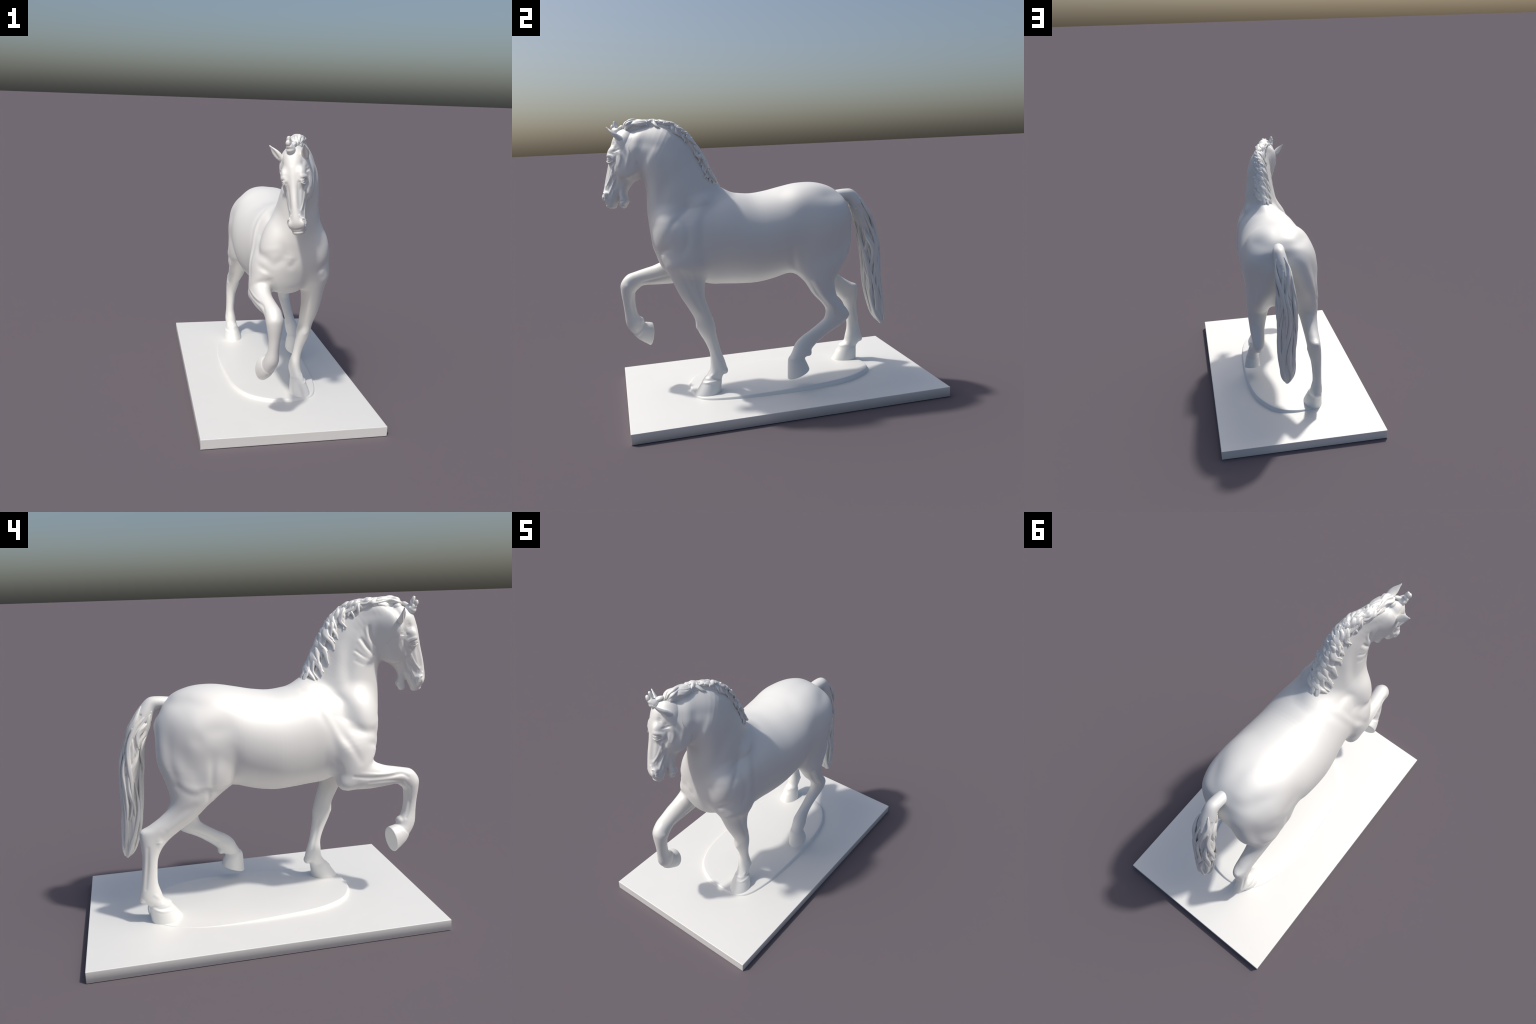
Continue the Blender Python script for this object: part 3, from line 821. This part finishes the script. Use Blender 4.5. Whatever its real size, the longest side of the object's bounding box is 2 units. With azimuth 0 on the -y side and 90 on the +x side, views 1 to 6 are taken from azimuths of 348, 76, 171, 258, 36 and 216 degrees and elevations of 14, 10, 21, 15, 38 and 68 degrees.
def build_forelock():
    bun = V(-.101, -.885, 1.718)
    S = [Blob(bun, (.024, .027, .026), blend=.01), Blob(bun + V(-.008, -.008, .016), (.017, .018, .016), blend=.01),
         Blob(bun + V(.010, .012, .006), (.018, .022, .018), blend=.012)]
    st = [Stroke([bun + V(-.03, .0, .0), bun + V(-.01, -.03, .002), bun + V(.02, -.025, .006)], .006, -.005),
          Stroke([bun + V(-.025, .02, .012), bun + V(.0, .0, .026)], .006, -.004)]
    v, q = mesh_field(S, st, 0.0022, relax=1)
    fl = make_object("forelock", v, q, root)
    up = V(-.4, -.9, .1)
    for k, (tip, mid, r0) in enumerate([(V(-.114, -.893, 1.786), V(-.110, -.884, 1.76), .0125), (V(-.121, -.905, 1.766), V(-.117, -.902, 1.745), .0135),
                                        (V(-.060, -.845, 1.752), V(-.080, -.862, 1.742), .013)]):
        base = bun + V(-.002, .0, .01)
        strand("forelock_tuft", [base, (base + mid) / 2, mid, (mid + tip) / 2 + V(-.001, 0, .001), tip], [up] * 5, r0, fl, flat=.85, tip=.5, peak=.6, seed=k, ridge=.1)
    return fl


def tail_rows(grow=0.0):
    R = [(.45, 1.293, .44, 1.225, .058, .038), (.515, 1.299, .50, 1.228, .064, .041), (.568, 1.294, .535, 1.215, .068, .042), (.612, 1.257, .555, 1.175, .066, .048),
         (.662, 1.198, .572, 1.13, .062, .055), (.700, 1.125, .588, 1.08, .058, .060), (.722, 1.035, .607, 1.015, .053, .062),
         (.745, .95, .62, .94, .050, .066), (.758, .85, .628, .85, .052, .066), (.760, .72, .638, .72, .056, .065),
         (.765, .60, .653, .60, .062, .062), (.768, .50, .678, .49, .062, .058), (.774, .43, .70, .42, .064, .046), (.768, .385, .735, .38, .072, .02)]
    return leg([(a, b, c + .004, d, x + .005, w - .002) for a, b, c, d, x, w in R])


def build_tail():
    rows = tail_rows()
    full = Loft(rows, blend=.012, caps=(.02, .012))
    shrunk = []
    for r in rows:
        A, B = np.array(r[:3]), np.array(r[3:6])
        u = unit(A - B)
        k = 0.003 if r[2] < 1.22 else 0.0
        shrunk.append((*(A - u * k), *(B + u * k), r[6] - k))
    core = Loft(shrunk, blend=.012, caps=(.02, .012))
    r = np.random.default_rng(11)
    m = len(full.c) - 1

    def at(t, a, lift):
        x = np.clip(t, 0, 1) * m
        i = min(int(x), m - 1); f = x - i
        g = lambda q: q[i] + (q[i + 1] - q[i]) * f
        o = unit(g(full.u) * math.cos(a) / g(full.ru) + g(full.s) * math.sin(a) / g(full.rs))
        return g(full.c) + g(full.u) * g(full.ru) * math.cos(a) + g(full.s) * g(full.rs) * math.sin(a) + o * lift, o

    # shallow wavy grooves between the strands, over the whole length
    st = []
    for k in range(30):
        a0 = 2 * math.pi * k / 30 + r.normal(0, .06)
        t0, t1 = 0.24 + 0.22 * r.random(), 0.6 + 0.38 * r.random()
        ph = r.random() * 6
        pts = [at(t0 + (t1 - t0) * s, a0 + 0.30 * math.sin(6 * s + ph) + 0.25 * s, -.004)[0] for s in np.linspace(0, 1, 9)]
        st.append(Stroke(pts, .0065, -.010))
    v, q = mesh_field([core], st, 0.0034, relax=1)
    tail = make_object("tail", v, q, root)
    for k in range(30):
        a0 = 2 * math.pi * k / 30 + r.normal(0, .08)
        t0 = 0.17 + 0.5 * r.random()
        t1 = min(1.0, t0 + 0.26 + 0.3 * r.random())
        ph = r.random() * 6
        amp = 0.16 + 0.20 * r.random()
        ctrl, outs = [], []
        for s in np.linspace(0, 1, 9):
            p, o = at(t0 + (t1 - t0) * s, a0 + amp * math.sin(7 * s + ph) + 0.2 * s, -.001 + .004 * math.sin(4 * s + ph))
            ctrl.append(p); outs.append(o)
        strand("tail_lock", ctrl, outs, .011 + .006 * r.random(), tail, flat=.75, seed=k, tip=.15, peak=.45, ridge=.14, start=.12)
    return tail


# ------------------------------------------------------------------ ears and eyes
def build_ears():
    out = []
    for base, mid, tip, face in ((head(.062, -.075, -.130), head(.072, -.018, -.142), head(.081, .043, -.188), HD * .8 + HF * .3 + HL * .25),
                                 (head(-.062, -.060, -.128), head(-.082, -.030, -.152), head(-.121, -.010, -.212), HF - HL * .6)):
        ax = unit(tip - base)
        side = unit(np.cross(ax, unit(face)))
        rows = []
        for t, w, th in ((0, .014, .016), (.3, .019, .018), (.5, .023, .015), (.68, .020, .011), (.84, .012, .008), (1.0, .003, .003)):
            c = base * (1 - t) ** 2 + 2 * t * (1 - t) * mid + tip * t * t
            n = unit(np.cross(side, ax))
            rows.append((*(c + n * th), *(c - n * th), w))
        n = unit(np.cross(side, ax))
        if n @ face < 0:
            n = -n
        L = Loft(rows, side=side, blend=.01, caps=(.01, .003))
        cv = lambda t: base * (1 - t) ** 2 + 2 * t * (1 - t) * mid + tip * t * t
        st = [Stroke([cv(.38) + n * .015, cv(.55) + n * .013, cv(.72) + n * .010, cv(.88) + n * .007], .0085, -.011)]
        v, q = mesh_field([L], st, .002, relax=1)
        out.append(make_object("ear", v, q, body["head"]))
    return out


def build_eyes():
    for q in (-1, 1):
        H = lambda l, f, d: head(q * l, f, d)
        bm = bmesh.new()
        bmesh.ops.create_uvsphere(bm, u_segments=32, v_segments=20, radius=1)
        c = H(.0475, -.003, .003)
        vs, fs = [], []
        for v in bm.verts:
            x, y, z = v.co
            rad = math.hypot(y, z)
            k = 1.0
            if x > 0:   # carved iris ring and pupil
                k += -0.05 * math.exp(-((rad - 0.42) / 0.09) ** 2) - 0.08 * math.exp(-(rad / 0.16) ** 2)
            vs.append(c + q * HL * x * .0150 * k + HF * y * .0200 + HD * z * .0145)
        bm.verts.index_update()
        fs = [[v.index for v in f.verts] for f in bm.faces]
        if q < 0:
            fs = [f[::-1] for f in fs]
        bm.free()
        eye = make_object("eye", vs, fs, body["head"])
        for lid in ([(.045, .020, .006), (.056, .012, -.005), (.0615, .000, -.0095), (.063, -.014, -.006), (.060, -.027, .004)],
                    [(.045, .020, .008), (.053, .012, .0135), (.058, .000, .0155), (.060, -.014, .012), (.060, -.026, .006)]):
            P = catmull([H(*p) for p in lid], 6)
            r = 0.0034 * np.sin(np.pi * np.linspace(.10, .90, len(P))) ** 0.5
            v, f = tube(P, r, flat=.9, up=q * HL, ring=10, ridges=2, ridge=0.0)
            if q < 0:
                f = [k[::-1] for k in f]
            make_object("eyelid", v, f, body["head"])


build_eyes()
build_mane()
build_forelock()
build_tail()
build_ears()
